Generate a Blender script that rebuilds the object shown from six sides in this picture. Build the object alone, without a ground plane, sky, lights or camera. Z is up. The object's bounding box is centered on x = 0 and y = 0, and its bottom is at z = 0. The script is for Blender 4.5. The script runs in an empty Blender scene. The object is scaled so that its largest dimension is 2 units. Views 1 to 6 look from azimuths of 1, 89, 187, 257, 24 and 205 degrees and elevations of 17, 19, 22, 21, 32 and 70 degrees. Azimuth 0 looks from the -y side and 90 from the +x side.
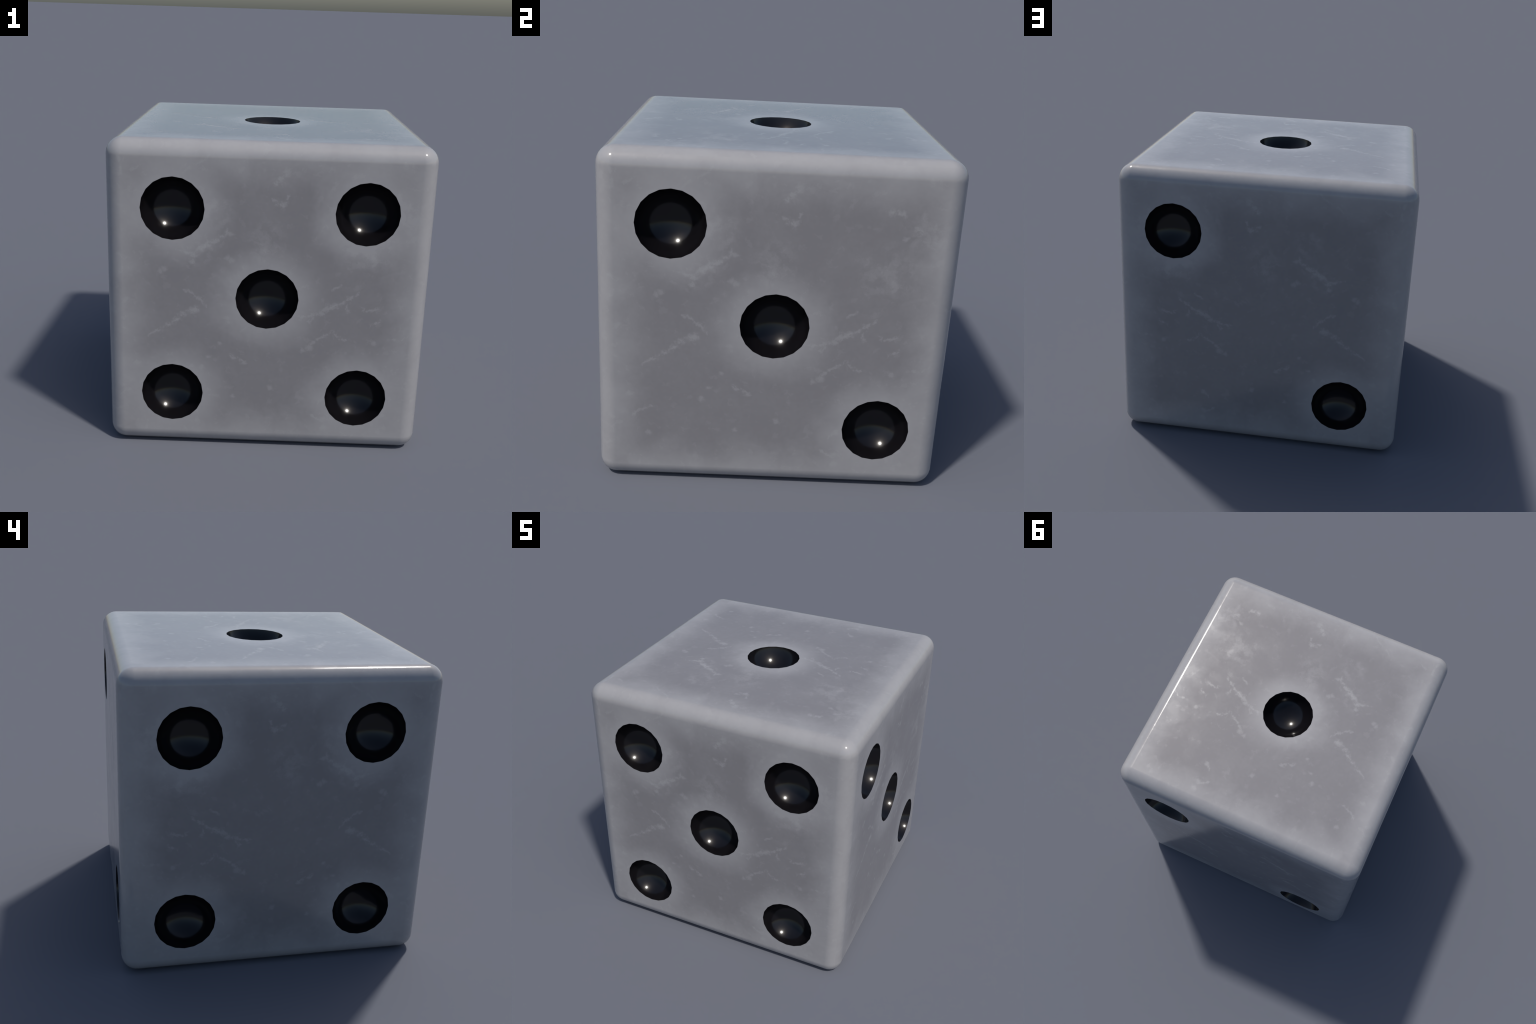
import bpy, bmesh, math
from mathutils import Vector, Matrix

H, R, SEG = 1.0, 0.104, 8            # half edge of the die, rounding radius, segments in the rounding
PIP_R, PIP_SIDES, PIP_RINGS = 0.196, 20, 14
CAP = math.radians(79)              # how far the bowl of a pip wraps towards a half sphere

# The pips were drilled by hand: their centres wander a little from a regular grid.
FACES = [   # outward axis, u axis, v axis, pip centres in (u, v)
    ((0, -1, 0), (1, 0, 0), (0, 0, 1),
     [(-0.589, 0.588), (0.589, 0.588), (0, 0.029), (-0.588, -0.627), (0.588, -0.627)]),
    ((1, 0, 0), (0, 1, 0), (0, 0, 1), [(-0.587, 0.599), (0, 0.027), (0.622, -0.608)]),
    ((0, 1, 0), (-1, 0, 0), (0, 0, 1), [(-0.606, 0.580), (0.589, -0.627)]),
    ((-1, 0, 0), (0, -1, 0), (0, 0, 1),
     [(-0.584, 0.594), (0.561, 0.596), (-0.601, -0.631), (0.572, -0.632)]),
    ((0, 0, 1), (1, 0, 0), (0, 1, 0), [(0, 0)]),
    ((0, 0, -1), (1, 0, 0), (0, -1, 0),
     [(-0.59, 0.59), (0.59, 0.59), (-0.59, 0), (0.59, 0), (-0.59, -0.60), (0.59, -0.60)]),
]

# Pale marks in the stone, the same on every face: (u, v) of both ends, measured from the face centre.
VEINS = [        # thin, broken, wandering lines
    (-0.51, 0.81, -0.38, 0.92), (-0.84, 0.81, -0.79, 0.84), (-0.50, 0.07, -0.46, 0.06), (-0.45, 0.04, -0.38, -0.03),
    (-0.74, -0.24, -0.56, -0.13), (0.40, 0.11, 0.46, 0.14), (0.20, -0.08, 0.33, -0.06), (0.33, -0.06, 0.44, 0.0),
    (0.33, -0.05, 0.57, 0.09), (0.59, 0.0, 0.62, -0.03), (0.62, -0.03, 0.69, -0.01), (0.66, -0.13, 0.70, -0.09),
    (0.28, -0.27, 0.42, -0.17), (0.44, -0.19, 0.50, -0.22), (0.80, -0.21, 0.84, -0.21), (0.84, -0.21, 0.89, -0.17),
    (-0.22, -0.35, -0.13, -0.42), (-0.79, -0.56, -0.70, -0.51), (0.02, 0.66, 0.09, 0.63), (0.09, 0.63, 0.11, 0.69),
    (-0.93, 0.29, -0.87, 0.27), (-0.91, 0.90, -0.90, 0.76), (0.27, -0.11, 0.31, -0.06), (0.49, 0.0, 0.50, -0.04),
    (0.31, -0.76, 0.38, -0.79), (-0.48, 0.31, -0.56, 0.33), (0.36, -0.66, 0.40, -0.63), (-0.93, 0.16, -0.90, 0.21),
]
STREAKS = [      # broader smears
    (-0.46, 0.25, -0.47, 0.31), (-0.46, 0.31, -0.36, 0.38), (-0.36, 0.38, -0.25, 0.45), (-0.54, -0.10, -0.44, -0.05),
    (-0.62, -0.16, -0.56, -0.13), (0.03, 0.76, 0.10, 0.84), (0.05, 0.64, 0.09, 0.63), (0.59, 0.72, 0.65, 0.71),
    (0.39, -0.01, 0.44, 0.01), (0.73, 0.63, 0.76, 0.62),
]
CHIPS = [        # small pale flecks, (u, v)
    (-0.66, 0.19), (-0.63, 0.205), (-0.25, 0.285), (-0.23, 0.265), (0.68, -0.24), (0.23, -0.30), (0.27, -0.285),
    (-0.295, -0.28), (-0.355, -0.37), (-0.195, -0.635), (-0.695, -0.685), (0.68, 0.57), (0.385, -0.79), (0.395, -0.845),
    (-0.88, 0.0), (-0.235, 0.44), (-0.14, -0.415), (0.105, 0.84), (-0.81, -0.425), (-0.405, -0.445), (0.39, -0.64), (0.05, -0.575),
]
HAZES = [(0.61, 0.36, 0.26), (-0.31, 0.57, 0.15), (-0.02, 0.40, 0.20), (0.80, 0.60, 0.18), (-0.42, 0.33, 0.14)]  # u, v, radius

def rim(frame, centre):
    n, u, v = frame
    return [n * H + u * (centre[0] + PIP_R * math.sin(a)) + v * (centre[1] + PIP_R * math.cos(a))
            for a in (math.tau * i / PIP_SIDES for i in range(PIP_SIDES))]

class Nodes:
    """Small helper to write node graphs as expressions."""
    def __init__(self, tree):
        self.tree = tree
    def put(self, socket, value):
        if isinstance(value, bpy.types.NodeSocket):
            self.tree.links.new(value, socket)
        else:
            socket.default_value = value
    def math(self, op, *args, clamp=False):
        n = self.tree.nodes.new("ShaderNodeMath"); n.operation = op; n.use_clamp = clamp
        for i, a in enumerate(args):
            self.put(n.inputs[i], a)
        return n.outputs[0]
    def vec(self, op, *args):
        n = self.tree.nodes.new("ShaderNodeVectorMath"); n.operation = op
        for i, a in enumerate(args):
            self.put(n.inputs["Scale"] if op == "SCALE" and i == 1 else n.inputs[i], a)
        return n.outputs["Value" if op in ("LENGTH", "DISTANCE", "DOT_PRODUCT") else "Vector"]
    def fade(self, value, start, end, low=0.0, high=1.0):
        """smooth step: low at start, high at end"""
        n = self.tree.nodes.new("ShaderNodeMapRange"); n.interpolation_type = "SMOOTHSTEP"
        for k, a in zip(("Value", "From Min", "From Max", "To Min", "To Max"), (value, start, end, low, high)):
            self.put(n.inputs[k], a)
        return n.outputs[0]
    def noise(self, at, scale, detail=4.0, rough=0.5, out="Fac"):
        n = self.tree.nodes.new("ShaderNodeTexNoise"); n.noise_dimensions = "2D"
        for k, a in (("Vector", at), ("Scale", scale), ("Detail", detail), ("Roughness", rough)):
            self.put(n.inputs[k], a)
        return n.outputs[out]
    def mix(self, fac, a, b):
        n = self.tree.nodes.new("ShaderNodeMix"); n.data_type = "RGBA"
        self.put(n.inputs[0], fac); self.put(n.inputs[6], a); self.put(n.inputs[7], b)
        return n.outputs[2]
    def extreme(self, op, values):
        while len(values) > 1:
            values = [self.math(op, *values[i:i + 2]) if len(values[i:i + 2]) == 2 else values[i]
                      for i in range(0, len(values), 2)]
        return values[0]
    def largest(self, values):
        return self.extreme("MAXIMUM", values)
    def smallest(self, values):
        return self.extreme("MINIMUM", values)

def stone_material(pip_centres):
    m = bpy.data.materials.new("polished_grey_stone"); m.use_nodes = True
    g, shader = Nodes(m.node_tree), m.node_tree.nodes["Principled BSDF"]
    p = m.node_tree.nodes.new("ShaderNodeTexCoord").outputs["Object"]

    # face coordinates: sides use (x or y, z), top and bottom use (x, -y)
    sep = m.node_tree.nodes.new("ShaderNodeSeparateXYZ"); g.put(sep.inputs[0], p)
    x, y, z = sep.outputs
    ax, ay, az = (g.math("ABSOLUTE", c) for c in (x, y, z))
    on_x = g.math("GREATER_THAN", ax, g.math("MAXIMUM", ay, az))
    on_z = g.math("GREATER_THAN", az, g.math("MAXIMUM", ax, ay))
    u = g.math("ADD", x, g.math("MULTIPLY", on_x, g.math("SUBTRACT", y, x)))
    v = g.math("SUBTRACT", z, g.math("MULTIPLY", on_z, g.math("ADD", z, y)))
    comb = m.node_tree.nodes.new("ShaderNodeCombineXYZ")
    g.put(comb.inputs[0], u); g.put(comb.inputs[1], v)
    uv = comb.outputs[0]
    def wander(scale, amount, detail):
        w = g.vec("SUBTRACT", g.noise(uv, scale, detail, 0.6, "Color"), (0.5, 0.5, 0.5))
        return g.vec("MULTIPLY", w, (amount, amount, 0.0))
    ragged = g.vec("ADD", g.vec("ADD", uv, wander(9.0, 0.045, 1)), wander(42.0, 0.030, 2))

    def away(at, end_a, end_b):
        """distance from a stroke"""
        a, ba = Vector((*end_a, 0)), Vector((*end_b, 0)) - Vector((*end_a, 0))
        pa = g.vec("SUBTRACT", at, a)
        t = g.math("MULTIPLY", g.vec("DOT_PRODUCT", pa, ba), 1 / ba.length_squared, clamp=True)
        return g.vec("LENGTH", g.vec("SUBTRACT", pa, g.vec("SCALE", ba, t)))
    def marks_of(strokes, width, at):
        """union of strokes and flecks; working in short batches keeps the shader small enough to evaluate"""
        total = None
        for i in range(0, len(strokes), 4):
            total = g.smallest([away(at, q[:2], q[2:]) if len(q) == 4 else g.vec("DISTANCE", at, (*q, 0)) for q in strokes[i:i + 4]] + ([total] if total else []))
            at = g.vec("ADD", at, g.vec("SCALE", (1e-6, 1e-6, 0), total))
        return g.fade(total, width, width * 0.1), at
    broken = g.fade(g.noise(uv, 30.0, 3, 0.65), 0.34, 0.58, 0.08, 1.0)
    veins, at = marks_of(VEINS, 0.015, ragged)
    streaks, at = marks_of(STREAKS, 0.028, at)
    chips, at = marks_of(CHIPS, 0.027, at)
    veins = g.math("MULTIPLY", veins, broken)
    streaks = g.math("MULTIPLY", streaks, g.math("ADD", broken, 0.1))
    marks = g.largest([g.math("MULTIPLY", veins, 0.85), streaks, g.math("MULTIPLY", chips, 0.85)])

    # hazy clouds and fine mottling
    curl = g.noise(g.vec("ADD", uv, wander(3.0, 0.25, 3)), 4.0, 5, 0.58)
    haze = g.largest([g.fade(g.vec("DISTANCE", uv, (cu, cv, 0)), r, r * 0.2) for cu, cv, r in HAZES])
    cloud = g.math("MULTIPLY", haze, g.fade(g.noise(ragged, 12.0, 5, 0.66), 0.40, 0.68))
    mottle = g.noise(uv, 32.0, 4, 0.65)
    specks = g.math("MULTIPLY", g.fade(g.noise(ragged, 15.0, 3, 0.6), 0.60, 0.72), 0.4)

    # soft pale bands around the rims of the pips and along the rounded edges
    soft = g.vec("ADD", p, g.vec("SCALE", g.vec("SUBTRACT", g.noise(uv, 4.0, 3, 0.6, "Color"), (0.5, 0.5, 0.5)), 0.14))
    nearest = None
    for i in range(0, len(pip_centres), 4):
        nearest = g.smallest([g.vec("DISTANCE", soft, c) for c in pip_centres[i:i + 4]] + ([nearest] if nearest else []))
        soft = g.vec("ADD", soft, g.vec("SCALE", (1e-6, 0, 0), nearest))
    rims = g.fade(nearest, 0.405, 0.15)
    big = g.largest([ax, ay, az])
    small = g.math("MINIMUM", g.math("MINIMUM", ax, ay), az)
    middle = g.math("SUBTRACT", g.math("ADD", g.math("ADD", ax, ay), az), g.math("ADD", big, small))
    edge = g.fade(g.math("ADD", middle, g.math("MULTIPLY", g.math("SUBTRACT", curl, 0.5), 0.12)), 0.66, 0.98)
    pale_bands = g.math("SUBTRACT", 1.0, g.math("MULTIPLY", g.math("SUBTRACT", 1.0, rims), g.math("SUBTRACT", 1.0, edge)))
    uneven = g.math("MULTIPLY", g.math("SUBTRACT", curl, 0.38), 0.36)
    grain = g.math("MULTIPLY", g.math("SUBTRACT", mottle, 0.5), 0.20)
    pale = g.math("ADD", g.math("ADD", g.math("MULTIPLY", pale_bands, 0.88), uneven), grain, clamp=True)
    pale = g.math("ADD", pale, g.math("ADD", g.math("MULTIPLY", cloud, 0.32), g.math("MULTIPLY", specks, 0.35)), clamp=True)

    colour = g.mix(pale, (*STONE_DARK, 1), (*STONE_PALE, 1))
    colour = g.mix(g.math("MULTIPLY", marks, 0.42), colour, (*STONE_MARK, 1))
    g.put(shader.inputs["Base Color"], colour)
    # polish varies in large soft patches and is duller in the clouds and marks
    dull = g.math("ADD", g.math("MULTIPLY", g.fade(curl, 0.40, 0.66), 0.03), g.math("MULTIPLY", cloud, 0.03))
    rough = g.math("ADD", 0.10, g.math("ADD", dull, g.math("MULTIPLY", g.math("MAXIMUM", marks, specks), 0.06)))
    g.put(shader.inputs["Roughness"], rough)
    return m

def lacquer_material():
    m = bpy.data.materials.new("black_lacquer"); m.use_nodes = True
    g, shader = Nodes(m.node_tree), m.node_tree.nodes["Principled BSDF"]
    p = m.node_tree.nodes.new("ShaderNodeTexCoord").outputs["Object"]
    n = g.noise(p, 14.0, 4, 0.6)
    g.put(shader.inputs["Base Color"], g.mix(n, (0.0045, 0.004, 0.005, 1), (0.007, 0.0062, 0.0075, 1)))
    g.put(shader.inputs["Roughness"], g.fade(n, 0.3, 0.7, 0.14, 0.17))
    shader.inputs["Specular IOR Level"].default_value = 0.40
    return m

STONE_DARK, STONE_PALE, STONE_MARK = (0.228, 0.221, 0.230), (0.350, 0.345, 0.353), (0.385, 0.385, 0.39)  # STONE_DARK lowered part way to the shade baked into the side faces
centres = [Vector(n) * H + Vector(u) * c[0] + Vector(v) * c[1] for n, u, v, pips in FACES for c in pips]
body_mat, pip_mat = stone_material(centres), lacquer_material()

root = bpy.data.objects.new("die", None)
root.location = (0, 0, H)
root["label"] = "glossy pale grey marbled die with round black hollow pips"
root["category"] = "die"
bpy.context.collection.objects.link(root)

bm = bmesh.new()
bmesh.ops.create_cube(bm, size=2 * H)
bmesh.ops.bevel(bm, geom=bm.edges[:], offset=R, segments=SEG, profile=0.5, affect='EDGES')
flat = sorted(bm.faces, key=lambda f: -f.calc_area())[:6]
frames = []
for axis, ua, va, pips in FACES:
    n, u, v = Vector(axis), Vector(ua), Vector(va)
    face = next(f for f in flat if f.normal.dot(n) > 0.99)
    edges = face.edges[:]
    bm.faces.remove(face)
    flat = [f for f in flat if f.is_valid]
    for c in pips:
        ring = [bm.verts.new(p) for p in rim((n, u, v), c)]
        edges += [bm.edges.new((ring[i], ring[i - 1])) for i in range(PIP_SIDES)]
        frames.append((n, u, v, c))
    bmesh.ops.triangle_fill(bm, use_beauty=True, use_dissolve=False, edges=edges, normal=n)
bmesh.ops.recalc_face_normals(bm, faces=bm.faces[:])
me = bpy.data.meshes.new("body")
bm.to_mesh(me); bm.free()
for p in me.polygons: p.use_smooth = True
def rounded_normal(co):
    k = H - R
    inner = Vector([max(-k, min(k, c)) for c in co])
    return (co - inner).normalized()
me.normals_split_custom_set_from_vertices([rounded_normal(v.co) for v in me.vertices])
me.materials.append(body_mat)
body = bpy.data.objects.new("body", me); body.parent = root
bpy.context.collection.objects.link(body)

# one bowl, shared by all pips: local z points out of the face, rim lies in z = 0
sphere = PIP_R / math.sin(CAP)
verts, faces = [(0, 0, sphere * math.cos(CAP) - sphere)], []
for j in range(1, PIP_RINGS + 1):
    t = CAP * j / PIP_RINGS
    for i in range(PIP_SIDES):
        a = math.tau * i / PIP_SIDES
        verts.append((sphere * math.sin(t) * math.sin(a), sphere * math.sin(t) * math.cos(a),
                      sphere * math.cos(CAP) - sphere * math.cos(t)))
idx = lambda j, i: 1 + (j - 1) * PIP_SIDES + i % PIP_SIDES
for i in range(PIP_SIDES):
    faces.append((0, idx(1, i + 1), idx(1, i)))
    for j in range(1, PIP_RINGS):
        faces.append((idx(j, i), idx(j, i + 1), idx(j + 1, i + 1), idx(j + 1, i)))
pm = bpy.data.meshes.new("pip")
pm.from_pydata(verts, [], faces)
centre = Vector((0, 0, sphere * math.cos(CAP)))
for p in pm.polygons: p.use_smooth = True
pm.normals_split_custom_set_from_vertices([(centre - v.co).normalized() for v in pm.vertices])
pm.materials.append(pip_mat)
for n, u, v, c in frames:
    o = bpy.data.objects.new("pip", pm)
    o.parent = root
    o.matrix_local = Matrix.Translation(n * H + u * c[0] + v * c[1]) @ Matrix((u, v, n)).transposed().to_4x4()
    bpy.context.collection.objects.link(o)
